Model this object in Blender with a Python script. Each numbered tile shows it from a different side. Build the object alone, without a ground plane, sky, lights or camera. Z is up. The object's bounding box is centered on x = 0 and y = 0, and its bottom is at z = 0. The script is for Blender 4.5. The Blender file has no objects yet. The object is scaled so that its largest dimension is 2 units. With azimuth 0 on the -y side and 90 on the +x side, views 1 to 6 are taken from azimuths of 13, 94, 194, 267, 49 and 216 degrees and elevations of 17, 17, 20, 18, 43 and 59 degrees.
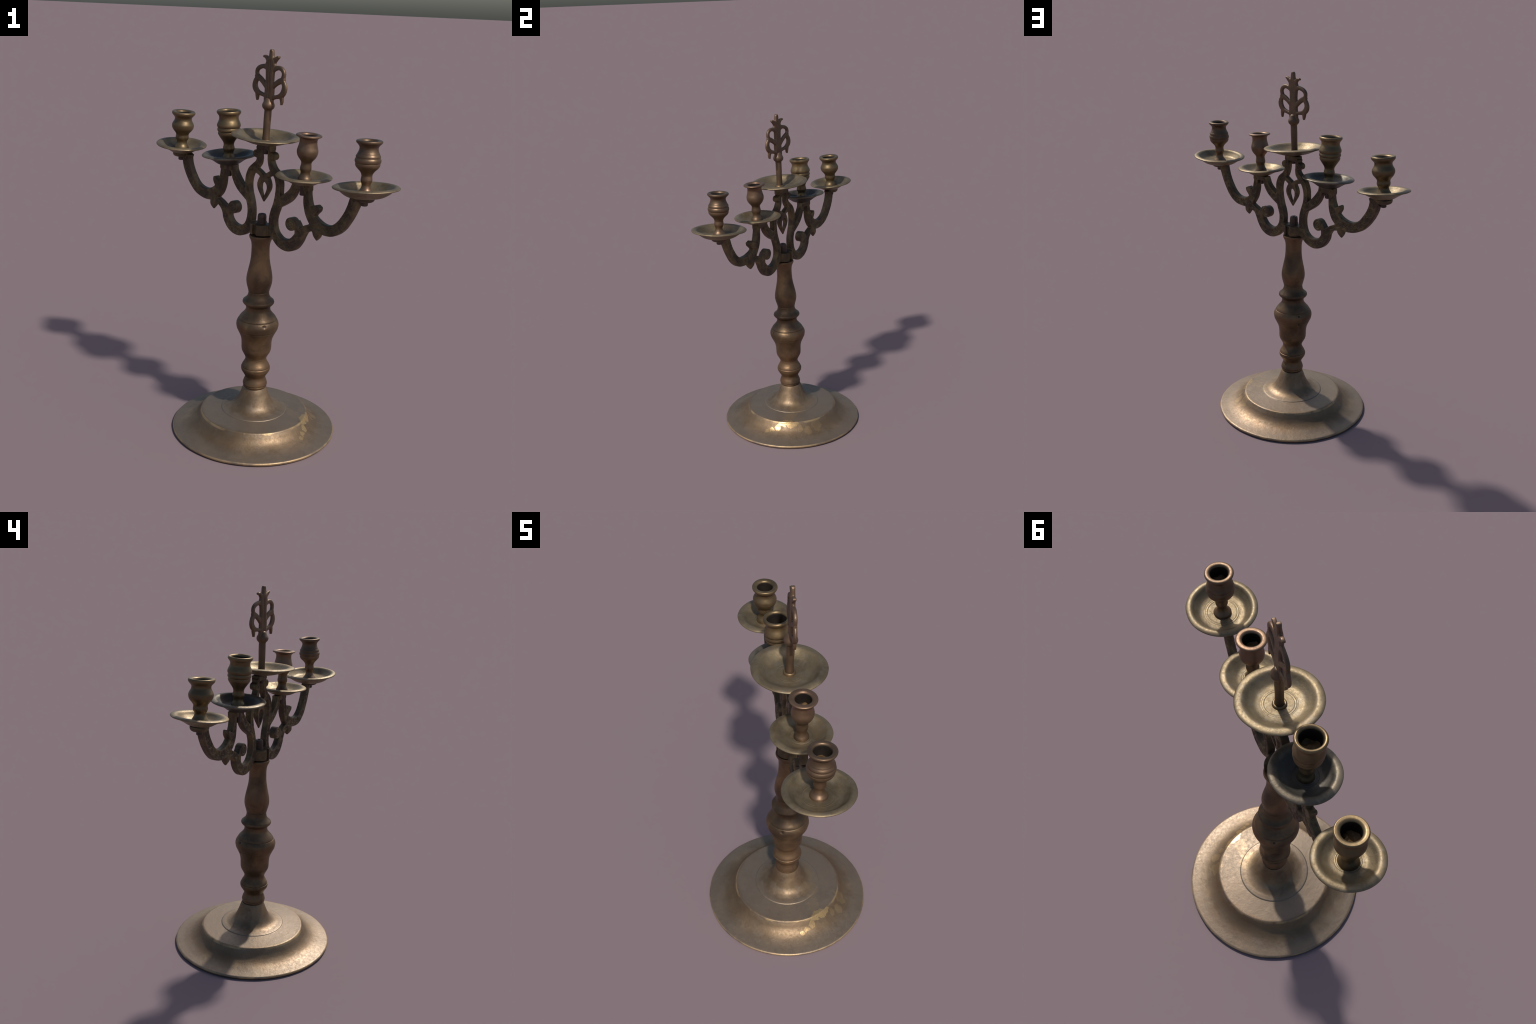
import bpy, bmesh, math, random
import numpy as np
from mathutils import Vector, Matrix, noise

random.seed(7)

# ------------------------------------------------------------------ frame
# The arm bracket is a flat casting standing in one vertical plane.
# "s" runs along that plane, "d" through its thickness, "z" is up.
ARM_AZ = math.radians(59.7)
FIN_AZ = math.radians(55.6)


def plane_axes(az):
    along = np.array([math.sin(az), -math.cos(az), 0.0])
    front = np.array([-math.cos(az), -math.sin(az), 0.0])
    return along, front


# ------------------------------------------------------------------ curves
def catmull(points, step=0.006):
    """Centripetal-ish Catmull-Rom through control points of any width."""
    P = np.array(points, float)
    if len(P) == 2:
        n = max(2, int(np.linalg.norm(P[1, :2] - P[0, :2]) / step))
        return np.array([P[0] + (P[1] - P[0]) * i / n for i in range(n + 1)])
    Q = np.vstack([2 * P[0] - P[1], P, 2 * P[-1] - P[-2]])
    out = []
    for i in range(1, len(Q) - 2):
        a, b, c, d = Q[i - 1], Q[i], Q[i + 1], Q[i + 2]
        n = max(2, int(np.linalg.norm(c[:2] - b[:2]) / step))
        for k in range(n):
            t = k / n
            out.append(0.5 * ((2 * b) + (c - a) * t + (2 * a - 5 * b + 4 * c - d) * t * t
                              + (3 * b - a - 3 * c + d) * t ** 3))
    out.append(P[-1])
    return np.array(out)


def new_object(name, me, parent, mat, smooth=True):
    ob = bpy.data.objects.new(name, me)
    bpy.context.collection.objects.link(ob)
    if parent is not None:
        ob.parent = parent
    if mat is not None:
        me.materials.append(mat)
    if smooth:
        me.polygons.foreach_set("use_smooth", [True] * len(me.polygons))
    me.update()
    return ob


# ------------------------------------------------------------------ turned parts
def lathe(name, profile, parent, mat, axis=((0, 0, 0), (0, 0, 1)), segs=96, tilt=(0, 0),
          wobble=0.0, step=0.003, seed=0.0, smooth_profile=True, out_of_round=0.0, lining=None):
    """Turn a (radius, height) profile round an axis. axis = (origin, direction)."""
    if smooth_profile:
        pr = []
        for run in profile:
            c = catmull(run, step)
            pr += [tuple(x) for x in (c if not pr else c[1:])]
    else:
        pr = [p for run in profile for p in run]
    o = Vector(axis[0])
    zax = Vector(axis[1]).normalized()
    xax = Vector((1, 0, 0)) - zax * zax.x
    xax.normalize()
    yax = zax.cross(xax)
    bm = bmesh.new()
    rings = []
    for (r, h) in pr:
        if r < 1e-5:
            rings.append([bm.verts.new(o + zax * h)])
            continue
        ring = []
        for k in range(segs):
            a = 2 * math.pi * k / segs
            ca, sa = math.cos(a), math.sin(a)
            rr, hh = r, h
            if wobble:
                q = Vector((ca * r * 9 + seed, sa * r * 9 - seed, h * 9))
                w = noise.noise(q) + 0.4 * noise.noise(q * 2.7)
                rr += wobble * w
                hh += wobble * 0.6 * noise.noise(q + Vector((31, 7, 5)))
            if out_of_round:
                rr *= 1 + out_of_round * math.cos(2 * a + seed)
            p = o + xax * (rr * ca) + yax * (rr * sa) + zax * hh
            p.z += tilt[0] * rr * ca + tilt[1] * rr * sa
            ring.append(bm.verts.new(p))
        rings.append(ring)
    for A, B in zip(rings, rings[1:]):
        if len(A) == 1 and len(B) == 1:
            continue
        for k in range(segs):
            j = (k + 1) % segs
            if len(A) == 1:
                bm.faces.new((A[0], B[k], B[j]))
            elif len(B) == 1:
                bm.faces.new((A[k], A[j], B[0]))
            else:
                bm.faces.new((A[k], A[j], B[j], B[k]))
    if lining is not None:
        # the first rings of the profile (the well of a cup) carry their own material
        inner = set(v for ring in rings[:lining[1]] for v in ring)
        for f in bm.faces:
            f.material_index = 1 if all(v in inner for v in f.verts) else 0
    bmesh.ops.recalc_face_normals(bm, faces=bm.faces)
    me = bpy.data.meshes.new(name)
    bm.to_mesh(me)
    bm.free()
    ob = new_object(name, me, parent, mat)
    if lining is not None:
        me.materials.append(lining[0])
    return ob


# ------------------------------------------------------------------ flat cast strokes
class Casting:
    """Bars swept along spines in a vertical plane, fused into one cast body."""

    def __init__(self, az, origin=(0, 0, 0), bend=None):
        self.bend = bend
        self.t, self.n = plane_axes(az)
        self.o = np.array(origin, float)
        self.bm = bmesh.new()
        self.samples = []     # s, z, ts, tz, halfwidth, arclength
        self.discs = []

    def w(self, s, z, d):
        # the casting is slightly bent: its long arm swings forward and out
        k = min(1.0, max(0.0, (s - self.bend[0]) / 0.10)) if self.bend else 0.0
        k = k * k * (3 - 2 * k)
        if k:
            s, d = s + k * self.bend[1], d + k * self.bend[2]
        return Vector(self.o + self.t * s + self.n * d + np.array([0, 0, z]))

    def stroke(self, pts, back=0.018, front=0.018, rnd=0.18, decorate=True, thin_tip=False, widen=0.004):
        C = catmull(pts, 0.004)
        C[:, 2] += widen
        T = np.gradient(C[:, :2], axis=0)
        T /= np.linalg.norm(T, axis=1)[:, None] + 1e-9
        N = np.stack([-T[:, 1], T[:, 0]], 1)
        arc = np.concatenate([[0], np.cumsum(np.linalg.norm(np.diff(C[:, :2], axis=0), axis=1))])
        rings = []
        for i, ((s, z, w), (ns, nz)) in enumerate(zip(C, N)):
            hw = max(w * 0.5, 0.0015)
            c = min(rnd * hw, 0.010)
            f = 1.0 - 0.8 * max(0.0, (i / (len(C) - 1) - 0.55) / 0.45) ** 1.5 if thin_tip else 1.0
            c = min(c, 0.8 * f * min(back, front) + 1e-4)
            bk_, fr_ = back * f, front * f
            sec = [(-hw, -bk_ + c), (-hw, fr_ - c), (-hw + c, fr_), (hw - c, fr_),
                   (hw, fr_ - c), (hw, -bk_ + c), (hw - c, -bk_), (-hw + c, -bk_)]
            rings.append([self.bm.verts.new(self.w(s + ns * v, z + nz * v, d)) for v, d in sec])
        for A, B in zip(rings, rings[1:]):
            for k in range(8):
                j = (k + 1) % 8
                self.bm.faces.new((A[k], A[j], B[j], B[k]))
        self.bm.faces.new(rings[0])
        self.bm.faces.new(rings[-1][::-1])
        if decorate:
            for i in range(len(C)):
                self.samples.append((C[i, 0], C[i, 1], T[i, 0], T[i, 1], C[i, 2] * .5, arc[i]))

    def disc(self, s, z, r, back=0.021, front=0.021, segs=40, turns=2.2, hand=1):
        prof = [(r, -back + .004), (r, front - .004), (r - .004, front), (0.0, front)]
        rings = []
        for (rr, d) in [(r - .004, -back)] + prof[:3]:
            rings.append([self.bm.verts.new(self.w(s + rr * math.cos(6.28318 * k / segs),
                                                    z + rr * math.sin(6.28318 * k / segs), d)) for k in range(segs)])
        for A, B in zip(rings, rings[1:]):
            for k in range(segs):
                j = (k + 1) % segs
                self.bm.faces.new((A[k], A[j], B[j], B[k]))
        self.bm.faces.new(rings[0][::-1])
        self.bm.faces.new(rings[-1])
        self.discs.append((s, z, r, turns, hand))

    def prism(self, outline, z0, z1):
        """Upright block from a closed (s, d) outline."""
        lo = [self.bm.verts.new(self.w(s, z0, d)) for s, d in outline]
        hi = [self.bm.verts.new(self.w(s, z1, d)) for s, d in outline]
        n = len(outline)
        for k in range(n):
            j = (k + 1) % n
            self.bm.faces.new((lo[k], lo[j], hi[j], hi[k]))
        self.bm.faces.new(lo[::-1])
        self.bm.faces.new(hi)

    def fuse(self, name, voxel, smooth_iter=4):
        bmesh.ops.recalc_face_normals(self.bm, faces=self.bm.faces)
        me = bpy.data.meshes.new(name + "_raw")
        self.bm.to_mesh(me)
        self.bm.free()
        ob = bpy.data.objects.new(name + "_raw", me)
        bpy.context.collection.objects.link(ob)
        m = ob.modifiers.new("fuse", 'REMESH')
        m.mode = 'VOXEL'
        m.voxel_size = voxel
        sm = ob.modifiers.new("smooth", 'SMOOTH')
        sm.factor = 0.5
        sm.iterations = smooth_iter
        dg = bpy.context.evaluated_depsgraph_get()
        out = bpy.data.meshes.new_from_object(ob.evaluated_get(dg))
        out.name = name
        bpy.data.objects.remove(ob)
        bpy.data.meshes.remove(me)
        return out

    def local(self, me):
        co = np.empty(len(me.vertices) * 3)
        me.vertices.foreach_get("co", co)
        co = co.reshape(-1, 3)
        no = np.empty(len(me.vertices) * 3)
        me.vertices.foreach_get("normal", no)
        no = no.reshape(-1, 3)
        q = co - self.o
        return co, q @ self.t, q[:, 2], q @ self.n, no @ self.n


def nearest(S, s, z):
    best = np.full(len(s), 1e9)
    idx = np.zeros(len(s), int)
    for k0 in range(0, len(s), 4000):
        d = (s[k0:k0 + 4000, None] - S[None, :, 0]) ** 2 + (z[k0:k0 + 4000, None] - S[None, :, 1]) ** 2
        # judge distance relative to the bar's own width so junctions pick the bar that owns them
        d = d / (S[None, :, 4] ** 2 + 1e-6)
        idx[k0:k0 + 4000] = d.argmin(1)
        best[k0:k0 + 4000] = d.min(1)
    return idx, best


def engrave(cast, me, depth=0.0042):
    """Chased vine scrolls: a wandering stem, curls left and right of it, a border line."""
    co, s, z, d, nn = cast.local(me)
    face = np.abs(nn) > 0.75
    fi = np.nonzero(face)[0]
    S = np.array(cast.samples)
    idx, rel = nearest(S, s[fi], z[fi])
    q = S[idx]
    ds, dz = s[fi] - q[:, 0], z[fi] - q[:, 1]
    u = q[:, 5] + ds * q[:, 2] + dz * q[:, 3]
    v = -ds * q[:, 3] + dz * q[:, 2]
    hw = q[:, 4]
    side = np.sign(nn[fi])
    u = u + side * 0.013
    per = 0.052
    ph = 2 * math.pi * u / per
    amp = np.clip(hw - 0.007, 0.001, 0.02)
    stem = np.abs(v - 0.55 * amp * np.sin(ph))
    g = np.exp(-(stem / 0.0026) ** 2)
    # curls sit in the bends of the stem
    uc = (np.floor(u / per * 2) + 0.5) * per / 2
    sg = np.where(np.floor(u / per * 2).astype(int) % 2 == 0, -1.0, 1.0)
    cu, cv = u - uc, v - sg * 0.45 * amp
    rr = np.hypot(cu, cv)
    th = np.arctan2(cv, cu)
    spiral = np.abs(((rr - 0.0065 * (th * sg + math.pi) / (2 * math.pi)) / 0.0065 + 0.5) % 1.0 - 0.5) * 0.0065
    g = np.maximum(g, np.exp(-(spiral / 0.0018) ** 2) * (rr < 0.011) * (hw > 0.014))
    g = np.where(hw < 0.011, 0.0, g) * (np.abs(v) < hw * 0.95)
    # spirals on the volutes
    for (cs, cz, r, turns, hand) in cast.discs:
        x, y = s[fi] - cs, z[fi] - cz
        R = np.hypot(x, y)
        A = np.arctan2(y, x) * hand
        pitch = r / turns
        sp = np.abs(((R - pitch * (A + math.pi) / (2 * math.pi)) / pitch + 0.5) % 1.0 - 0.5) * pitch
        inside = R < r * 0.93
        g = np.where(R < r, 0.0, g)
        g = np.where(inside, np.exp(-(sp / 0.0022) ** 2) * 1.15, g)
    fade = np.clip((np.abs(nn[fi]) - 0.75) / 0.2, 0, 1)
    co[fi] -= np.outer(np.sign(nn[fi]) * depth * g * fade, cast.n)
    me.vertices.foreach_set("co", co.ravel())
    me.update()


def roughen(me, amp, scale, seed=0.0):
    """Soft casting unevenness along the normals."""
    n = len(me.vertices)
    co = np.empty(n * 3)
    no = np.empty(n * 3)
    me.vertices.foreach_get("co", co)
    me.vertices.foreach_get("normal", no)
    co, no = co.reshape(-1, 3), no.reshape(-1, 3)
    off = Vector((seed, seed, seed))
    k = np.empty(n)
    for i in range(n):
        p = Vector(co[i]) * scale + off
        k[i] = noise.noise(p) + 0.5 * noise.noise(p * 2.3)
    co += no * (amp * k)[:, None]
    me.vertices.foreach_set("co", co.ravel())
    me.update()


# ------------------------------------------------------------------ materials
def aged_brass(name, metal, tarnish, glow, rough=0.42, metallic=0.6, scale=6.0, tarnish_amount=0.5,
               speckle=0.5, warm=None, bump=0.15, worn_spot=None, bloom=None,
               bands=None, rings=None, contrast=0.21, pits=None):
    m = bpy.data.materials.new(name)
    m.use_nodes = True
    nt = m.node_tree
    N, L = nt.nodes, nt.links
    bsdf = N["Principled BSDF"]
    tc = N.new("ShaderNodeTexCoord")
    co = tc.outputs["Object"]

    def tex(sc, detail=6, rough_=0.6, dist=0.0, offset=(0, 0, 0)):
        mp = N.new("ShaderNodeMapping")
        mp.inputs["Location"].default_value = offset
        L.new(co, mp.inputs["Vector"])
        t = N.new("ShaderNodeTexNoise")
        t.inputs["Scale"].default_value = sc
        t.inputs["Detail"].default_value = detail
        t.inputs["Roughness"].default_value = rough_
        t.inputs["Distortion"].default_value = dist
        L.new(mp.outputs["Vector"], t.inputs["Vector"])
        return t.outputs["Fac"]

    def ramp(fac, lo, hi):
        r = N.new("ShaderNodeMapRange")
        r.inputs["From Min"].default_value = lo
        r.inputs["From Max"].default_value = hi
        L.new(fac, r.inputs["Value"])
        return r.outputs["Result"]

    def mul(a, b):
        k = N.new("ShaderNodeMath")
        k.operation = 'MULTIPLY'
        for i, x in enumerate((a, b)):
            if isinstance(x, (int, float)):
                k.inputs[i].default_value = x
            else:
                L.new(x, k.inputs[i])
        return k.outputs[0]

    def mix(fac, a, b):
        x = N.new("ShaderNodeMix")
        x.data_type = 'RGBA'
        if isinstance(fac, (int, float)):
            x.inputs[0].default_value = fac
        else:
            L.new(fac, x.inputs[0])
        for i, c in ((6, a), (7, b)):
            if isinstance(c, tuple):
                x.inputs[i].default_value = (*c, 1)
            else:
                L.new(c, x.inputs[i])
        return x.outputs[2]

    blotch = tex(scale, 8, 0.62, 0.6)
    broad = tex(scale * 0.45, 4, 0.5, 0.3, (3.1, 1.7, 9.2))
    fine = tex(scale * 9, 6, 0.7, 0.2, (7, 2, 4))
    cloud = ramp(blotch, 0.51 - contrast, 0.51 + contrast)
    col = mix(cloud, tarnish, metal)
    if warm is not None:
        col = mix(mul(ramp(broad, 0.50, 0.66), 0.6), col, warm)
    col = mix(mul(ramp(tex(scale * 1.7, 9, 0.7, 1.2, (1, 5, 2)), 0.56, 0.66), 0.12), col, glow)
    dark = tuple(c * 0.35 for c in tarnish)
    col = mix(mul(ramp(broad, 0.52, 0.36), tarnish_amount), col, tuple(c * 0.75 for c in tarnish))
    col = mix(mul(ramp(fine, 0.60, 0.72), speckle), col, dark)
    rgh = N.new("ShaderNodeMath")
    rgh.operation = 'ADD'
    rgh.inputs[0].default_value = rough - 0.06
    L.new(mul(ramp(fine, 0.35, 0.7), 0.16), rgh.inputs[1])
    rough_out = rgh.outputs[0]
    if bloom is not None:
        # dull greyish film lying in clouds
        col = mix(mul(ramp(tex(scale * 2.4, 9, 0.68, 0.5, (9, 3, 6)), 0.50, 0.64), 0.55), col, bloom)
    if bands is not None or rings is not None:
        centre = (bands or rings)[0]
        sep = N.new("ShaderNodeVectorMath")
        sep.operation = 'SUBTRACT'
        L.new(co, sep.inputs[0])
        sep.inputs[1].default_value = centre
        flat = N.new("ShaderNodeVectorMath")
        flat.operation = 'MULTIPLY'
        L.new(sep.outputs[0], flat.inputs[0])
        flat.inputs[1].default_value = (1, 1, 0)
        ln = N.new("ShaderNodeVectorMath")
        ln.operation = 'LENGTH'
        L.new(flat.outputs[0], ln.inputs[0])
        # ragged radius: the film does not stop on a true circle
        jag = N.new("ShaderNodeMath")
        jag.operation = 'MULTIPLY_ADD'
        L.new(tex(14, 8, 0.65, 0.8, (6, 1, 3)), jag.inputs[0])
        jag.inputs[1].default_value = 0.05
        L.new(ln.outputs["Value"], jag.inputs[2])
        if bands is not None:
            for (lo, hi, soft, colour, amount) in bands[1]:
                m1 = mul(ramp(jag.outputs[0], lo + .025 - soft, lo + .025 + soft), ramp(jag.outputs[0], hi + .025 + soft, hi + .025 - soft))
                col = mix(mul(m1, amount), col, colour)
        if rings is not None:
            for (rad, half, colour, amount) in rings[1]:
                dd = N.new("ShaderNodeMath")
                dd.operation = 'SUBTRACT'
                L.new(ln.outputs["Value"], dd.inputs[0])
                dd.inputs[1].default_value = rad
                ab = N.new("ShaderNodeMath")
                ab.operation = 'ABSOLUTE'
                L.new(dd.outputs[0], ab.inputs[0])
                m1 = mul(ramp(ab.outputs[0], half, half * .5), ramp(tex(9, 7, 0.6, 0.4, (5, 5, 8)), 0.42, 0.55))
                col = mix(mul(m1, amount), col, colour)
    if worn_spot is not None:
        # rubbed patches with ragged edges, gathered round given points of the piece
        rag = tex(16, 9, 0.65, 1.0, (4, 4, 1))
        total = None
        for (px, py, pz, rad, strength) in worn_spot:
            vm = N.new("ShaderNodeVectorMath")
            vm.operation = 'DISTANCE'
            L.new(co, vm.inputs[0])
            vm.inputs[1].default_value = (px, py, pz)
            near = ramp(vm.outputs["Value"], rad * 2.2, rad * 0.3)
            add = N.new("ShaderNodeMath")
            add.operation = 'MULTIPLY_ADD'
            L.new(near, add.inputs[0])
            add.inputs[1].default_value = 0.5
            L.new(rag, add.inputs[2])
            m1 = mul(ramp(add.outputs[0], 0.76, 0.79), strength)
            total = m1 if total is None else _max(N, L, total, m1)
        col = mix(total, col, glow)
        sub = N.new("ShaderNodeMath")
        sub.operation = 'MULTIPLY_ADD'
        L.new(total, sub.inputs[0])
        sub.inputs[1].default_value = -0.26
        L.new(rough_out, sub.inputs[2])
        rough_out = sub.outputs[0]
    if pits is not None:
        # small pits, coloured near-black
        for (px, py, pz, rad) in pits:
            vm = N.new("ShaderNodeVectorMath")
            vm.operation = 'DISTANCE'
            L.new(co, vm.inputs[0])
            vm.inputs[1].default_value = (px, py, pz)
            col = mix(mul(ramp(vm.outputs["Value"], rad, rad * .7), .9), col, (0.025, 0.018, 0.018))
    L.new(col, bsdf.inputs["Base Color"])
    bsdf.inputs["Metallic"].default_value = metallic
    L.new(rough_out, bsdf.inputs["Roughness"])
    b = N.new("ShaderNodeBump")
    b.inputs["Strength"].default_value = bump
    b.inputs["Distance"].default_value = 0.004
    L.new(tex(scale * 5, 7, 0.65, 0.3, (2, 8, 1)), b.inputs["Height"])
    L.new(b.outputs["Normal"], bsdf.inputs["Normal"])
    return m


def _max(N, L, a, b):
    k = N.new("ShaderNodeMath")
    k.operation = 'MAXIMUM'
    L.new(a, k.inputs[0])
    L.new(b, k.inputs[1])
    return k.outputs[0]


FOOT_AXIS = (-0.0140, 0.0345, 0.0)
FILM = (0.232, 0.183, 0.138)
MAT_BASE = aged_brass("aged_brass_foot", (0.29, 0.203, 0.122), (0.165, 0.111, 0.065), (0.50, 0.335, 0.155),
                      rough=0.49, scale=7, warm=(0.25, 0.150, 0.085), speckle=0.6, tarnish_amount=0.55,
                      bloom=(0.235, 0.185, 0.135), metallic=0.66, bump=0.3, contrast=0.13,
                      bands=(FOOT_AXIS, [(.15, .282, .02, FILM, .72), (.365, .50, .03, FILM, .62),
                                         (.284, .345, .015, (0.165, 0.108, 0.060), .5)]),
                      rings=(FOOT_AXIS, [(.2855, .0045, (0.52, 0.36, 0.18), .6), (.4345, .0035, (0.50, 0.34, 0.17), .6),  # step and rim edges drawn pale gold, their bright highlight included
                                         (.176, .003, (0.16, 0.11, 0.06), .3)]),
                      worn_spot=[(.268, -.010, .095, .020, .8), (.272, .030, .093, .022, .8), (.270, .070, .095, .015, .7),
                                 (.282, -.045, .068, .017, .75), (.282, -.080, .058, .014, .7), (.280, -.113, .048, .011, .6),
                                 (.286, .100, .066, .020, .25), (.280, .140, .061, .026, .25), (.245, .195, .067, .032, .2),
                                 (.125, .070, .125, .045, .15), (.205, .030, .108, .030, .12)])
PITS = [(.0477, -.0685, .618, .0085), (-.0689, .1104, .622, .007), (-.0659, .1074, .5643, .008)]
MAT_COL = aged_brass("aged_brass_column", (0.215, 0.138, 0.070), (0.098, 0.064, 0.039), (0.36, 0.24, 0.11),
                     rough=0.46, scale=9, warm=(0.19, 0.100, 0.055), speckle=0.45, tarnish_amount=0.85, metallic=0.7,
                     contrast=0.16, pits=PITS, bump=0.25)
MAT_ARM = aged_brass("dark_cast_brass", (0.20, 0.143, 0.068), (0.090, 0.063, 0.040), (0.26, 0.19, 0.088),
                     rough=0.52, scale=16, warm=(0.085, 0.055, 0.043), speckle=0.35, tarnish_amount=0.8, metallic=0.6,
                     contrast=0.09, bump=0.3)
PAN_LOOK = dict(rough=0.50, scale=10, warm=(0.235, 0.17, 0.105), speckle=0.5, tarnish_amount=0.5,
                bloom=(0.235, 0.20, 0.148), metallic=0.68, contrast=0.13, bump=0.3)
MAT_PAN = aged_brass("greenish_brass_sheet", (0.285, 0.218, 0.128), (0.165, 0.124, 0.072), (0.36, 0.27, 0.13), **PAN_LOOK)
MAT_PAN_DARK = aged_brass("dark_centred_brass_sheet", (0.24, 0.195, 0.135), (0.15, 0.122, 0.088), (0.30, 0.24, 0.14),
                          bands=((-.2255, .1313, 0.0), [(-.1, .112, .012, (0.050, 0.047, 0.042), .85)]), **PAN_LOOK)  # near-black centre inside a paler rim
MAT_CUP = aged_brass("yellow_brass_cup", (0.25, 0.175, 0.088), (0.145, 0.10, 0.052), (0.34, 0.25, 0.115),
                     rough=0.42, scale=9, warm=(0.21, 0.135, 0.072), speckle=0.3, tarnish_amount=0.7, metallic=0.72, contrast=0.15)
MAT_COPPER = aged_brass("reddish_brass_cup", (0.210, 0.137, 0.082), (0.135, 0.086, 0.053), (0.28, 0.185, 0.088),
                        rough=0.44, scale=9, warm=(0.195, 0.114, 0.072), speckle=0.3, tarnish_amount=0.7, metallic=0.72, contrast=0.15)
MAT_FIN = aged_brass("brown_cast_brass", (0.18, 0.115, 0.07), (0.115, 0.074, 0.049), (0.26, 0.17, 0.085),
                     rough=0.48, scale=10, warm=(0.17, 0.093, 0.056), speckle=0.25, tarnish_amount=0.5)
MAT_NUT = aged_brass("dull_brown_nut", (0.11, 0.072, 0.056), (0.07, 0.047, 0.037), (0.14, 0.095, 0.065),
                     rough=0.5, scale=14, speckle=0.3)
MAT_WAX = aged_brass("burnt_wax", (0.17, 0.095, 0.028), (0.07, 0.036, 0.014), (0.21, 0.12, 0.04),
                     rough=0.6, metallic=0.0, scale=25, speckle=0.4, bump=0.6)
MAT_WELL_SHADE = aged_brass("shade_darkened_well_brass", (0.045, 0.035, 0.028), (0.025, 0.020, 0.017), (0.06, 0.045, 0.035),  # very dark base colour carries the shadow inside the cup bores
                      rough=0.6, scale=20, speckle=0.3)

# ------------------------------------------------------------------ the thing
root = bpy.data.objects.new("candelabrum", None)
bpy.context.collection.objects.link(root)
root["label"] = "old tarnished brass candelabrum with four arms and pierced finial"
root["category"] = "candelabrum"

# ---- foot: stepped, flared disc with a trumpet neck
AX0 = (-0.0140, 0.0345, -0.0012)
COL_DIR = (0.0037, -0.0205, 1.0)
foot_profile = [
    [(0.0, 0.235), (0.055, 0.235)], [(0.055, 0.235), (0.0575, 0.243)],
    [(0.0575, 0.243), (0.062, 0.236), (0.068, 0.222), (0.0765, 0.198), (0.0885, 0.170), (0.101, 0.148),
     (0.118, 0.1315), (0.140, 0.1215), (0.160, 0.1175), (0.1735, 0.1150)],
    [(0.1735, 0.1150), (0.1755, 0.1125), (0.178, 0.1120)],
    [(0.178, 0.1120), (0.220, 0.108), (0.262, 0.1045), (0.279, 0.1030), (0.2845, 0.1000), (0.2875, 0.0950)],
    [(0.2875, 0.0950), (0.2960, 0.083), (0.307, 0.068), (0.324, 0.0525), (0.350, 0.038), (0.385, 0.0270),
     (0.418, 0.0205), (0.431, 0.0180), (0.4360, 0.0135), (0.4360, 0.0075), (0.432, 0.0025)],
    [(0.432, 0.0025), (0.425, 0.0022), (0.415, 0.005)],
    [(0.415, 0.005), (0.34, 0.022), (0.30, 0.045), (0.27, 0.085), (0.15, 0.098), (0.0, 0.10)],
]
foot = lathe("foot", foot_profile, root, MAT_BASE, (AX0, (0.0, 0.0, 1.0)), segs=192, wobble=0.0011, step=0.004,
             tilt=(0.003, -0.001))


def at(z):
    return (AX0[0] + COL_DIR[0] * z, AX0[1] + COL_DIR[1] * z, z)


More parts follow.
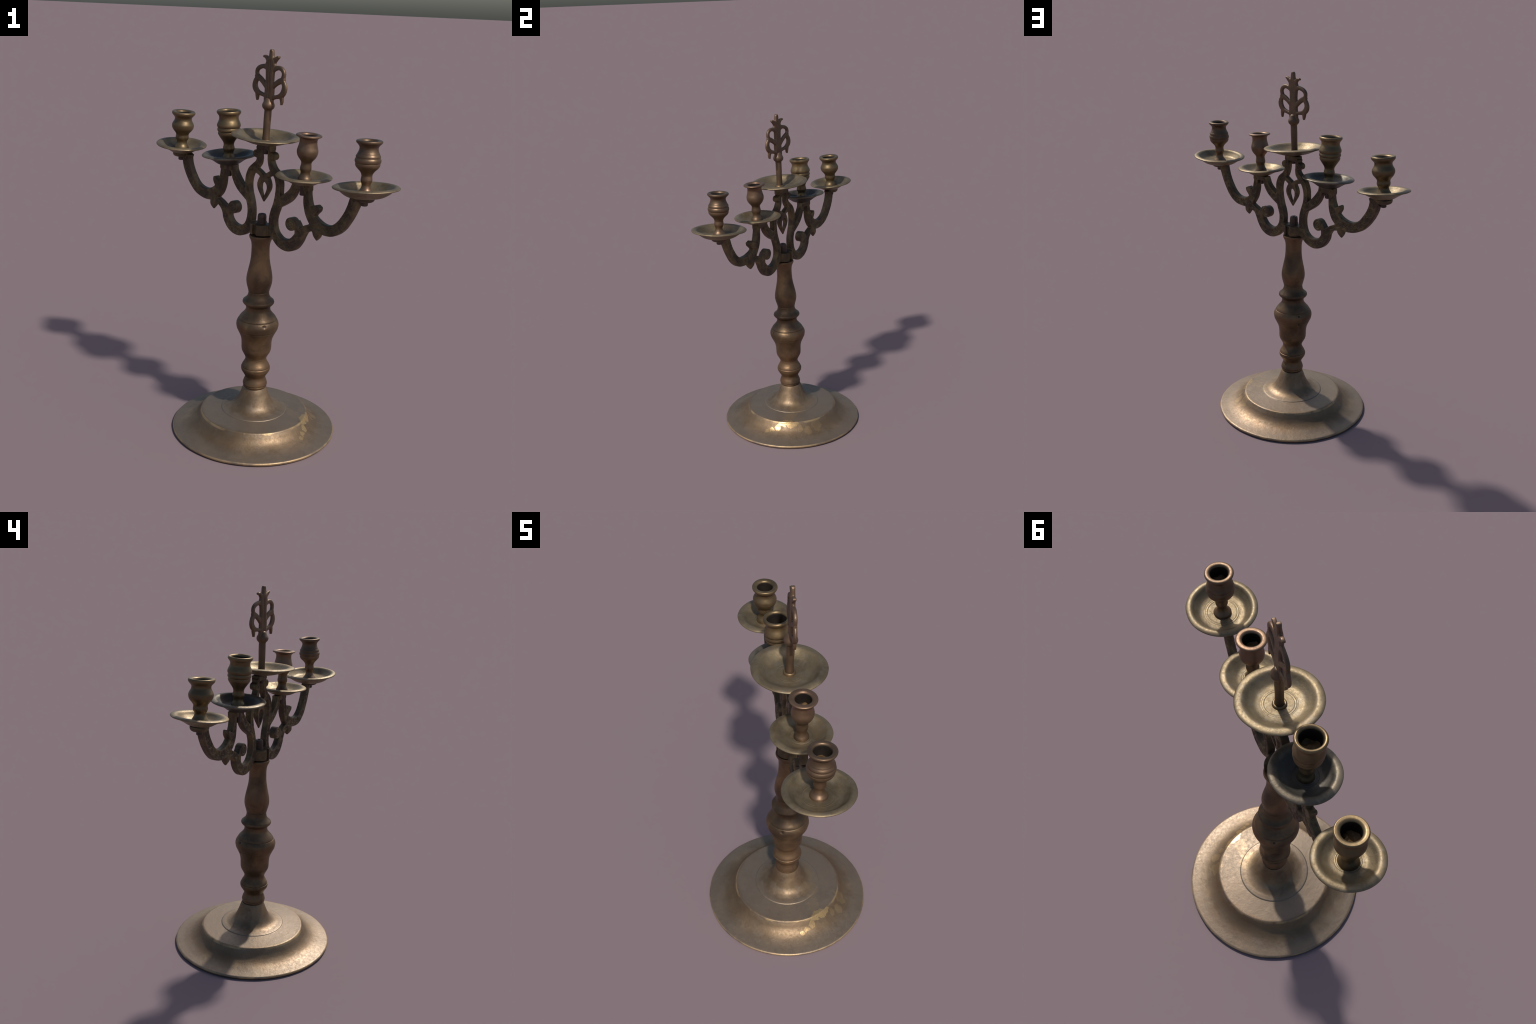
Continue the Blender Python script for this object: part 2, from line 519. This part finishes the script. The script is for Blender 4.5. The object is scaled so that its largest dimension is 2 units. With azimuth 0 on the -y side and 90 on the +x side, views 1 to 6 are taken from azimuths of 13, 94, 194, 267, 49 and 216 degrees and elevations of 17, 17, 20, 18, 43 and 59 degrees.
# ---- column: turned baluster
column_profile = [
    [(0.0, 0.238), (0.056, 0.238)], [(0.056, 0.238), (0.0585, 0.2395)],
    [(0.0585, 0.2395), (0.0615, 0.2425), (0.0632, 0.2480), (0.0632, 0.2520)],
    [(0.0632, 0.2520), (0.0622, 0.2535), (0.0640, 0.2550), (0.0652, 0.2590), (0.0645, 0.2640)],
    [(0.0645, 0.2640), (0.0615, 0.2750), (0.0575, 0.2850), (0.0548, 0.2955), (0.0548, 0.3005)],
    [(0.0548, 0.3005), (0.0565, 0.3060), (0.0620, 0.3150), (0.0700, 0.3280), (0.0755, 0.3380), (0.0772, 0.3480),
     (0.0768, 0.3560)],
    [(0.0768, 0.3560), (0.0735, 0.3580), (0.0740, 0.3600)], [(0.0740, 0.3600), (0.0705, 0.3700), (0.0630, 0.3830), (0.0580, 0.3940), (0.0558, 0.4040),
     (0.0562, 0.4090)],
    [(0.0562, 0.4090), (0.0552, 0.4105), (0.0578, 0.4120), (0.0585, 0.4170)],
    [(0.0585, 0.4170), (0.0635, 0.4260), (0.0700, 0.4380), (0.0755, 0.4490), (0.0785, 0.4620), (0.0793, 0.4800),
     (0.0800, 0.5000), (0.0820, 0.5160), (0.0855, 0.5300), (0.0915, 0.5450), (0.0985, 0.5600), (0.1030, 0.5695)],
    [(0.1030, 0.5695), (0.1024, 0.5712), (0.1046, 0.5728)], [(0.1046, 0.5728), (0.1072, 0.5780), (0.1100, 0.5900), (0.1112, 0.6000), (0.1098, 0.6110), (0.1055, 0.6220),
     (0.1005, 0.6300)],
    [(0.1005, 0.6300), (0.0972, 0.6318), (0.0985, 0.6335)], [(0.0985, 0.6335), (0.0930, 0.6430), (0.0840, 0.6530), (0.0745, 0.6640), (0.0668, 0.6750),
     (0.0640, 0.6850), (0.0638, 0.6960), (0.0655, 0.7030)],
    [(0.0655, 0.7030), (0.0735, 0.7110), (0.0805, 0.7190), (0.0828, 0.7260), (0.0805, 0.7330)],
    [(0.0805, 0.7330), (0.0715, 0.7405), (0.0625, 0.7500), (0.0570, 0.7610), (0.0545, 0.7720), (0.0540, 0.7825)],
    [(0.0540, 0.7825), (0.0530, 0.7838), (0.0552, 0.7852)], [(0.0552, 0.7852), (0.0565, 0.7920), (0.0605, 0.8060), (0.0645, 0.8210), (0.0670, 0.8370),
     (0.0674, 0.8500), (0.0662, 0.8650), (0.0630, 0.8850), (0.0580, 0.9100), (0.0530, 0.9350), (0.0492, 0.9600),
     (0.0472, 0.9850), (0.0465, 1.0100), (0.0470, 1.0300), (0.0498, 1.0480), (0.0550, 1.0620), (0.0600, 1.0720),
     (0.0612, 1.0790), (0.0595, 1.0850)],
    [(0.0595, 1.0850), (0.0, 1.0870)],
]
column = lathe("column", column_profile, root, MAT_COL, ((AX0[0], AX0[1], 0), COL_DIR), segs=160, wobble=0.0008,
               step=0.003, seed=2.0)

for v in column.data.vertices:
    for (px, py, pz, rad) in PITS:
        dd = (v.co - Vector((px, py, pz))).length
        if dd < rad * 1.3:
            inward = Vector((AX0[0] - px, AX0[1] - py, 0)).normalized()
            v.co += inward * 0.005 * (1 - (dd / (rad * 1.3)) ** 2)

# threaded stub that holds the bracket on the column
stub = [[(0.0, 1.06), (0.0235, 1.06)], [(0.0235, 1.06), (0.0238, 1.145)]]
z = 1.146
run = [(0.0238, 1.146)]
while z < 1.180:
    run += [(0.0222, z + 0.0015), (0.0236 - (z - 1.146) * 0.03, z + 0.0035)]
    z += 0.0058
run += [(0.0212, 1.188), (0.0185, 1.1945), (0.0130, 1.1960), (0.0085, 1.1950)]
stub.append(run)
stub.append([(0.0085, 1.1950), (0.0060, 1.1900), (0.0, 1.1890)])
lathe("threaded_stub", stub, root, MAT_NUT, ((AX0[0], AX0[1], 0), COL_DIR), segs=48, step=0.0015)

# ---- arm bracket, one flat casting
_t, _n = plane_axes(ARM_AZ)
B = Casting(ARM_AZ, origin=_t * -0.0105 + _n * -0.0090 + np.array([0, 0, -0.003]), bend=(0.33, 0.011, 0.012))
# outer arms, swung from the outer pan through the bowl of the U to the inner post
B.stroke([(-.572, 1.425, .056), (-.580, 1.400, .055), (-.573, 1.363, .054), (-.557, 1.328, .053), (-.536, 1.297, .052),
          (-.512, 1.268, .050), (-.483, 1.246, .050), (-.445, 1.232, .052), (-.405, 1.229, .056), (-.366, 1.237, .060),
          (-.338, 1.253, .060), (-.319, 1.272, .056), (-.305, 1.297, .048), (-.297, 1.322, .040), (-.291, 1.350, .030),
          (-.289, 1.381, .026), (-.291, 1.412, .028)])
B.stroke([(.286, 1.395, .028), (.285, 1.376, .025), (.286, 1.347, .028), (.291, 1.310, .038), (.303, 1.277, .045),
          (.316, 1.252, .047), (.333, 1.231, .050), (.356, 1.216, .053), (.386, 1.206, .050), (.421, 1.204, .048),
          (.451, 1.210, .048), (.478, 1.225, .048), (.501, 1.246, .048), (.523, 1.276, .047), (.541, 1.307, .047),
          (.555, 1.338, .049), (.566, 1.368, .052), (.574, 1.394, .056)])
# leaf curls on the inner posts and barbs under the bowls
B.stroke([(-.318, 1.292, .045), (-.333, 1.303, .036), (-.346, 1.316, .024), (-.353, 1.333, .006)], decorate=False)
B.stroke([(.322, 1.268, .045), (.338, 1.283, .040), (.352, 1.294, .034), (.359, 1.306, .018)], decorate=False)
B.stroke([(-.352, 1.222, .042), (-.357, 1.200, .036), (-.361, 1.178, .026), (-.362, 1.155, .002)], decorate=False,
         thin_tip=True)
B.stroke([(.350, 1.200, .046), (.356, 1.181, .036), (.358, 1.160, .026), (.356, 1.138, .002)], decorate=False,
         thin_tip=True)
# feet: from the bowl of the U, round under the volute, up into the lyre and over to the finial seat
B.stroke([(-.350, 1.222, .036), (-.330, 1.209, .032), (-.310, 1.202, .026), (-.284, 1.186, .030), (-.262, 1.162, .042),
          (-.251, 1.134, .050), (-.233, 1.107, .051), (-.209, 1.089, .052), (-.180, 1.080, .052), (-.149, 1.081, .050),
          (-.117, 1.095, .048), (-.094, 1.120, .044), (-.082, 1.155, .038), (-.079, 1.196, .034), (-.082, 1.224, .034),
          (-.090, 1.250, .036), (-.100, 1.280, .034), (-.106, 1.314, .029), (-.107, 1.345, .027), (-.103, 1.375, .029),
          (-.088, 1.408, .030), (-.062, 1.432, .030), (-.044, 1.451, .024), (-.0375, 1.472, .018), (-.039, 1.500, .018),
          (-.041, 1.535, .020)])
B.stroke([(.345, 1.205, .036), (.318, 1.193, .032), (.287, 1.179, .032), (.262, 1.151, .044), (.243, 1.121, .054),
          (.222, 1.095, .058), (.198, 1.080, .058), (.168, 1.073, .056), (.136, 1.078, .051), (.108, 1.094, .046),
          (.086, 1.118, .043), (.075, 1.149, .038), (.073, 1.189, .036), (.080, 1.221, .037), (.090, 1.248, .037),
          (.098, 1.278, .034), (.103, 1.313, .029), (.104, 1.350, .027), (.101, 1.376, .029), (.088, 1.406, .030),
          (.062, 1.429, .030), (.049, 1.448, .026), (.039, 1.474, .020), (.037, 1.500, .019), (.036, 1.535, .020)])
# volutes
for sx, vs, zc, hand in ((-1, .202, 1.195, 1), (1, .199, 1.187, -1)):
    B.stroke([(sx * .247, 1.120, .040), (sx * .246, 1.150, .036), (sx * .240, 1.176, .030), (sx * .222, 1.203, .026)],
             decorate=False)
    B.disc(sx * vs, zc, .0335, turns=2.4, hand=hand)
    B.disc(sx * .054, 1.4970, .0195, turns=1.8, hand=-hand)
# inner branches from the lyre up to the inner pans
B.stroke([(-.100, 1.262, .030), (-.122, 1.280, .038), (-.145, 1.298, .043), (-.173, 1.322, .044), (-.196, 1.352, .038),
          (-.213, 1.384, .030), (-.219, 1.412, .028)])
B.stroke([(.095, 1.262, .034), (.117, 1.281, .045), (.146, 1.299, .046), (.175, 1.321, .044), (.196, 1.347, .038),
          (.207, 1.374, .032), (.213, 1.392, .030)])
# saddles that carry the pans
B.stroke([(-.305, 1.400, .030), (-.205, 1.400, .030)], .020, .020, decorate=False)
B.stroke([(.198, 1.381, .024), (.300, 1.380, .024)], .020, .020, decorate=False)
B.stroke([(-.045, 1.536, .026), (.046, 1.536, .026)], .022, .022, decorate=False)
B.stroke([(-.560, 1.411, .018), (-.610, 1.411, .018)], .018, .018, decorate=False)
B.stroke([(.555, 1.391, .014), (.610, 1.391, .014)], .018, .018, decorate=False)
# heart hanging between the lyre halves
B.stroke([(-.068, 1.418, .026), (-.045, 1.410, .022), (-.025, 1.401, .020), (-.009, 1.387, .020), (-.019, 1.371, .022),
          (-.030, 1.350, .015), (-.029, 1.327, .0115), (-.020, 1.306, .010), (-.009, 1.286, .010), (.000, 1.261, .003)],
         .0145, .0145, decorate=False, thin_tip=True, widen=0.004)
B.stroke([(.068, 1.418, .026), (.047, 1.411, .022), (.029, 1.401, .020), (.010, 1.388, .020), (.022, 1.371, .022),
          (.033, 1.352, .015), (.033, 1.331, .0115), (.024, 1.310, .010), (.012, 1.288, .010), (.000, 1.261, .003)],
         .0145, .0145, decorate=False, thin_tip=True, widen=0.004)
B.stroke([(-.016, 1.374, .020), (.020, 1.374, .020)], .0145, .0145, decorate=False)
# hub: two half rings facing each other across a slot, centred on the column
hub_s = float(np.dot(np.array(at(1.12)) - B.o, B.t))
hub_d = float(np.dot(np.array(at(1.12)) - B.o, B.n))
for sx in (-1, 1):
    arc = [(0.0575 * math.sin(a), 0.0575 * math.cos(a)) for a in np.linspace(math.radians(14), math.radians(166), 24)]
    out = [(sx * x + hub_s, y + hub_d) for x, y in arc]
    B.prism(out if sx > 0 else out[::-1], 1.094, 1.149)
    if sx > 0:
        core = [(0.043 * math.sin(a) + hub_s, 0.043 * math.cos(a) + hub_d) for a in np.linspace(0, 2 * math.pi, 33)[:-1]]
        B.prism(core, 1.094, 1.146)
    B.stroke([(sx * .040 + hub_s * .5, 1.121, .050), (sx * .085, 1.121, .045)], decorate=False)
bracket_mesh = B.fuse("scroll_frame", 0.0022, 4)
engrave(B, bracket_mesh)
roughen(bracket_mesh, 0.0006, 22)


def split_casting(me, regions, parent, mat):
    """One smooth casting, its faces parted by region; shared normals hide the borders."""
    nv = len(me.vertices)
    no = np.empty(nv * 3)
    me.vertices.foreach_get("normal", no)
    no = no.reshape(-1, 3)
    cen = np.empty(len(me.polygons) * 3)
    me.polygons.foreach_get("center", cen)
    cen = cen.reshape(-1, 3)
    s, zz = cen @ B.t, cen[:, 2]
    lab = np.array([regions(a, b) for a, b in zip(s, zz)])
    for key, name in enumerate(("scroll_frame", "arm", "arm")):
        bm = bmesh.new()
        bm.from_mesh(me)
        bm.faces.ensure_lookup_table()
        lay = bm.verts.layers.int.new("src")
        for v in bm.verts:
            v[lay] = v.index
        bmesh.ops.delete(bm, geom=[f for f in bm.faces if lab[f.index] != key], context='FACES')
        part = bpy.data.meshes.new(name)
        bm.to_mesh(part)
        bm.free()
        src = np.empty(len(part.vertices), dtype=np.int32)
        part.attributes["src"].data.foreach_get("value", src)
        ob = new_object(name, part, parent, mat)
        part.normals_split_custom_set_from_vertices([tuple(no[i]) for i in src])
        part.attributes.remove(part.attributes["src"])


def region(s, zz):
    # the lyre and heart stay together; what hangs outside them is an arm
    edge = 0.128 if zz > 1.24 else 0.12
    if abs(s) < edge:
        return 0
    return 1 if s < 0 else 2


split_casting(bracket_mesh, region, root, MAT_ARM)
bpy.data.meshes.remove(bracket_mesh)


# ---- drip pans, cups, nuts
def pan_profile(top, under):
    """Dished sheet-brass pan; (radius, height above the rim plane) of the upper face, then of the underside."""
    f = top[0][1]
    fr = top[0][0]
    runs = [[(0.0, f), (fr * .80 - .005, f)]]
    for ring in (fr * .80, fr * .92):      # scribed turning lines
        runs += [[runs[-1][-1], (ring - .0025, f)], [(ring - .0025, f), (ring, f - .0008), (ring + .0025, f)]]
    return runs + [[(fr * .92 + .0025, f)] + top + [under[0]], under, [under[-1], (.02, under[-1][1]), (0.0, under[-1][1])]]


PANS = {  # centre of the rim, tilt, upper face (rolled lip), underside
    "A": ((-.5462, .3191, 1.4655), (-.060, .088),
          [(.052, -.029), (.070, -.0262), (.090, -.0140), (.103, -.0025), (.112, .0022), (.121, .0028), (.131, .0005), (.1365, -.0038)],
          [(.1350, -.0075), (.115, -.0125), (.084, -.027), (.061, -.041), (.047, -.0465)]),
    "B": ((-.2255, .1313, 1.4640), (.044, .050),
          [(.052, -.028), (.070, -.0252), (.092, -.0140), (.106, -.0025), (.115, .0022), (.125, .0028), (.135, .0005), (.1405, -.0038)],
          [(.1390, -.0075), (.116, -.0140), (.0845, -.030), (.061, -.046), (.046, -.0520)]),
    "C": ((-.0060, .0000, 1.5925), (-.054, .048),
          [(.072, -.0315), (.094, -.0280), (.114, -.0165), (.131, -.0030), (.141, .0020), (.153, .0025), (.164, .0003), (.1702, -.0038)],
          [(.1688, -.0075), (.146, -.0125), (.118, -.0230), (.082, -.0360), (.045, -.0450)]),
    "D": ((.2160, -.1235, 1.4340), (-.020, .030),
          [(.052, -.024), (.070, -.0215), (.090, -.0115), (.104, -.0020), (.112, .0024), (.121, .0028), (.131, .0005), (.1370, -.0038)],
          [(.1355, -.0075), (.112, -.0125), (.086, -.0235), (.061, -.037), (.046, -.0415)]),
    "E": ((.5325, -.3155, 1.4455), (.045, -.030),
          [(.078, -.0340), (.098, -.0295), (.115, -.0140), (.124, -.0025), (.131, .0022), (.139, .0026), (.147, .0003), (.1528, -.0038)],
          [(.1513, -.0075), (.136, -.0115), (.124, -.0170), (.107, -.031), (.083, -.044), (.050, -.0505)]),
}
pan_objs = {}
for k, (key, (c, tilt, top, under)) in enumerate(PANS.items()):
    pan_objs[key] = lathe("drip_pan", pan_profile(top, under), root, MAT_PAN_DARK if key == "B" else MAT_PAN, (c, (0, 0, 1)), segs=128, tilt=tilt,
                          wobble=0.0020, step=0.003, seed=k * 5.3, out_of_round=0.006)

# cup profiles: (radius, drop below the rim), outside from the rim down
CUPS = {
    "A": ((-.534, .309, 1.636), (-.5475, .3190, 1.430), MAT_CUP, .0375, .068,
          [[(.0600, .003), (.0630, -.003), (.0618, -.010), (.0560, -.018), (.0480, -.027), (.0458, -.034), (.0472, -.044),
            (.0530, -.055), (.0578, -.065), (.0588, -.073), (.0570, -.085), (.0515, -.096), (.0420, -.107),
            (.0352, -.117), (.0338, -.125)],
           [(.0338, -.125), (.0352, -.132), (.0352, -.139), (.0335, -.146), (.0285, -.154), (.0272, -.162),
            (.0300, -.172), (.0370, -.184), (.0400, -.194), (.0410, -.207)]]),
    "B": ((-.231, .121, 1.682), (-.2275, .1325, 1.433), MAT_CUP, .0435, .076,
          [[(.0560, .004), (.0605, .001), (.0625, -.005), (.0600, -.012), (.0530, -.021), (.0497, -.031), (.0505, -.042),
            (.0560, -.055), (.0600, -.066), (.0608, -.074), (.0585, -.0805), (.0560, -.0835)],
           [(.0560, -.0835), (.0575, -.0865), (.0592, -.092), (.0590, -.0975), (.0565, -.1015), (.0540, -.1040)],
           [(.0540, -.1040), (.0555, -.1070), (.0560, -.1120), (.0545, -.1190), (.0480, -.130), (.0400, -.142),
            (.0310, -.156), (.0272, -.167), (.0275, -.176)],
           [(.0275, -.176), (.0300, -.187), (.0302, -.194), (.0280, -.201), (.0245, -.210), (.0255, -.222),
            (.0325, -.236), (.0355, -.251)]]),
    "D": ((.231, -.1345, 1.629), (.2200, -.1260, 1.404), MAT_COPPER, .0355, .064,
          [[(.0560, .002), (.0618, -.001), (.0612, -.006), (.0520, -.010), (.0445, -.017), (.0420, -.026), (.0425, -.038),
            (.0460, -.055), (.0500, -.070), (.0507, -.081), (.0480, -.095), (.0400, -.110), (.0300, -.122),
            (.0252, -.131), (.0248, -.140)],
           [(.0248, -.140), (.0268, -.152), (.0275, -.160), (.0262, -.168), (.0232, -.176), (.0230, -.186),
            (.0270, -.198), (.0325, -.209), (.0345, -.227)]]),
    "E": ((.531, -.310, 1.649), (.5310, -.3150, 1.403), MAT_COPPER, .0360, .064,
          [[(.0520, .003), (.0580, .001), (.0595, -.004), (.0570, -.010), (.0490, -.018), (.0432, -.027), (.0426, -.036),
            (.0455, -.047), (.0490, -.054), (.0498, -.0575)],
           [(.0498, -.0575), (.0525, -.0610), (.0552, -.0660), (.0556, -.0705), (.0545, -.0745)],
           [(.0545, -.0745), (.0565, -.0775), (.0588, -.0825), (.0590, -.0900), (.0574, -.0955), (.0555, -.0985)],
           [(.0555, -.0985), (.0562, -.1015), (.0556, -.108), (.0520, -.116), (.0450, -.124), (.0350, -.134), (.0275, -.145),
            (.0245, -.156)],
           [(.0245, -.156), (.0258, -.166), (.0265, -.174), (.0255, -.181), (.0215, -.191), (.0205, -.201),
            (.0245, -.214), (.0320, -.224), (.0375, -.232), (.0385, -.246)]]),
}
for k, (key, (top, bot, mat, inner, well, runs)) in enumerate(CUPS.items()):
    top_v, bot_v = Vector(top), Vector(bot)
    ax = (top_v - bot_v).normalized()
    r0 = runs[0][0][0]
    inside = [[(0.0, -well), (inner * .7, -well), (inner * .97, -well + .006), (inner * 1.02, -well * .5), (inner, -.012)],
              [(inner, -.012), (inner + .0015, -.004), (inner + (r0 - inner) * .4, .0018), (r0, runs[0][0][1])]]
    end = runs[-1][-1]
    lathe("candle_cup", inside + runs + [[end, (0.0, end[1])]], root, mat, (top, ax), segs=80,
          wobble=0.0009, step=0.0025, seed=3.1 * k + 1, out_of_round=0.008,
          lining=(MAT_WELL_SHADE, len(catmull(inside[0], 0.0025)) + 2))
    # burnt wax left in the well
    lump = []
    bm = bmesh.new()
    bmesh.ops.create_circle(bm, cap_ends=False, radius=inner * .94, segments=32)
    bmesh.ops.delete(bm, geom=list(bm.verts), context='VERTS')
    rings = []
    xa = Vector((1, 0, 0)) - ax * ax.x
    xa.normalize()
    ya = ax.cross(xa)
    for i in range(9):
        rr = inner * .98 * i / 8
        ring = []
        for j in range(32 if i else 1):
            a = 2 * math.pi * j / 32
            hh = -well + .010 + .016 * noise.noise(Vector((rr * 38 * math.cos(a) + k * 9, rr * 38 * math.sin(a), k * 4.0))) \
                + .003 * noise.noise(Vector((rr * 130 * math.cos(a), rr * 130 * math.sin(a), k + 2.5)))
            ring.append(bm.verts.new(top_v + xa * rr * math.cos(a) + ya * rr * math.sin(a) + ax * hh))
        rings.append(ring)
    for j in range(32):
        bm.faces.new((rings[0][0], rings[1][j], rings[1][(j + 1) % 32]))
    for P, Q in zip(rings[1:], rings[2:]):
        for j in range(32):
            bm.faces.new((P[j], Q[j], Q[(j + 1) % 32], P[(j + 1) % 32]))
    bmesh.ops.recalc_face_normals(bm, faces=bm.faces)
    me = bpy.data.meshes.new("wax_residue")
    bm.to_mesh(me)
    bm.free()
    new_object("wax_residue", me, root, MAT_WAX)

# round seats at the ends of the outer arms
for (c, z0, z1) in (((-.5480, .3205), 1.396, 1.421), ((.5300, -.3165), 1.378, 1.398)):
    lathe("pan_seat", [[(0.0, 0.0), (.034, 0.0)], [(.034, 0.0), (.041, .004), (.0455, .012), (.046, z1 - z0 - .004),
                                                    (.044, z1 - z0)], [(.044, z1 - z0), (0.0, z1 - z0)]],
          root, MAT_ARM, ((*c, z0), (0, 0, 1)), segs=64)

NUTS = [((-.5480, .3205), 1.375, 1.40, .0165), ((-.2230, .1300), 1.348, 1.40, .0155), ((-.0030, .0020), 1.499, 1.535, .0150),
        ((.2140, -.1250), 1.338, 1.385, .0150), ((.5300, -.3165), 1.358, 1.384, .0170)]
nut_mesh = None
for (c, z0, z1, r) in NUTS:
    h = z1 - z0
    run = [(r * .80, 0.0), (r * .96, .003)]
    zz = .005
    while zz < h - .006:
        run += [(r, zz), (r * .93, zz + .002)]
        zz += .0042
    run += [(r, h)]
    lathe("nut", [[(0.0, 0.0), (r * .80, 0.0)], run, [(r, h), (0.0, h)]], root, MAT_NUT, ((*c, z0), (0, 0, 1)), segs=32,
          step=0.0015)

# ---- finial: rod, ball and pierced leaf plate
rod_lo, rod_hi = Vector((-.0070, .0025, 1.5605)), Vector((-.0005, .0000, 1.735))
rax = (rod_hi - rod_lo).normalized()
LR = (rod_hi - rod_lo).length
finial = lathe("finial_rod", [[(0.0, -.02), (.017, -.02)], [(.017, -.02), (.0185, .004), (.0175, .05), (.0182, .11), (.0180, LR - .024)],
                              [(.0180, LR - .024), (.0205, LR - .019), (.0280, LR - .011), (.0310, LR - .001),
                               (.0300, LR + .008), (.0245, LR + .019), (.0195, LR + .030)],
                              [(.0195, LR + .030), (.015, LR + .036), (0.0, LR + .040)]],
               root, MAT_FIN, (rod_lo, rax), segs=56, wobble=0.0006)
lathe("rod_collar", [[(.017, .0), (.017, .008)], [(.017, .008), (.0215, .0105), (.0265, .0085), (.029, .003), (.029, -.006)],
                     [(.029, -.006), (.017, -.006), (.017, .0)]],
      root, MAT_CUP, (rod_lo, (0, 0, 1)), segs=48)

_t, _n = plane_axes(FIN_AZ)
F = Casting(FIN_AZ, origin=_t * -0.003)
bk = .0100


def fs(pts, fr, decorate=False):
    F.stroke(pts, bk, fr, rnd=0.35, decorate=decorate, widen=0.0030)


fs([(.002, 1.722, .052), (.002, 1.752, .064), (.002, 1.772, .062), (.004, 1.793, .062), (.005, 1.814, .062), (.004, 1.845, .056),
    (.005, 1.866, .054), (.005, 1.898, .058), (.007, 1.928, .070), (.009, 1.944, .056), (.010, 1.967, .030),
    (.010, 1.985, .024), (.010, 1.994, .019), (.010, 2.0000, .006)], .0085)
fs([(.000, 1.925, .040), (-.010, 1.944, .026), (-.021, 1.957, .018), (-.034, 1.965, .012), (-.046, 1.963, .007)], .0065)
fs([(.018, 1.922, .040), (.028, 1.944, .028), (.040, 1.955, .020), (.052, 1.963, .014), (.063, 1.968, .006)], .0065)
# side loops
fs([(-.010, 1.908, .024), (-.028, 1.917, .022), (-.049, 1.918, .018), (-.072, 1.911, .018), (-.087, 1.899, .018), (-.090, 1.884, .017),
    (-.084, 1.869, .020)], .0065)
fs([(-.098, 1.864, .016), (-.083, 1.866, .026), (-.055, 1.853, .024), (-.029, 1.832, .021), (-.006, 1.808, .020)], .0065)
fs([(-.080, 1.866, .020), (-.099, 1.842, .027), (-.101, 1.818, .031), (-.089, 1.800, .030), (-.070, 1.790, .021), (-.045, 1.785, .016),
    (-.022, 1.780, .016), (.000, 1.772, .020)], .0065)
fs([(-.084, 1.796, .024), (-.083, 1.780, .022), (-.082, 1.766, .014), (-.0825, 1.752, .001)], .005)
fs([(.016, 1.900, .024), (.034, 1.910, .022), (.060, 1.917, .018), (.082, 1.913, .018), (.096, 1.900, .018), (.098, 1.884, .018),
    (.092, 1.866, .020)], .0065)
fs([(.106, 1.860, .016), (.090, 1.861, .026), (.061, 1.850, .024), (.036, 1.834, .021), (.012, 1.812, .020)], .0065)
fs([(.090, 1.862, .020), (.104, 1.841, .026), (.106, 1.820, .031), (.096, 1.800, .030), (.077, 1.787, .021), (.052, 1.780, .016),
    (.030, 1.774, .016), (.008, 1.768, .020)], .0065)
fs([(.086, 1.792, .024), (.090, 1.776, .022), (.092, 1.762, .014), (.090, 1.746, .001)], .005)
fin_mesh = F.fuse("finial", 0.0022, 5)
co, s, zz, d, nn = F.local(fin_mesh)
# front relief: stem stands proud and is fluted, loops are rounded, back stays flat
frontm = np.clip((nn - 0.3) / 0.6, 0, 1)
up = np.clip((zz - 1.74) / .02, 0, 1) * np.clip((1.985 - zz) / .03, 0, 1)
ridge = .0035 * np.exp(-((s - .005) / .022) ** 2) * up
flute = -.0032 * (np.exp(-((s + .001) / .0032) ** 2) + np.exp(-((s - .011) / .0032) ** 2)) * up * np.clip((1.955 - zz) / .02, 0, 1)
co += np.outer((ridge + flute) * frontm, F.n)
fin_mesh.vertices.foreach_set("co", co.ravel())
fin_mesh.update()
roughen(fin_mesh, 0.0006, 30, 4.0)
new_object("finial", fin_mesh, root, MAT_FIN)
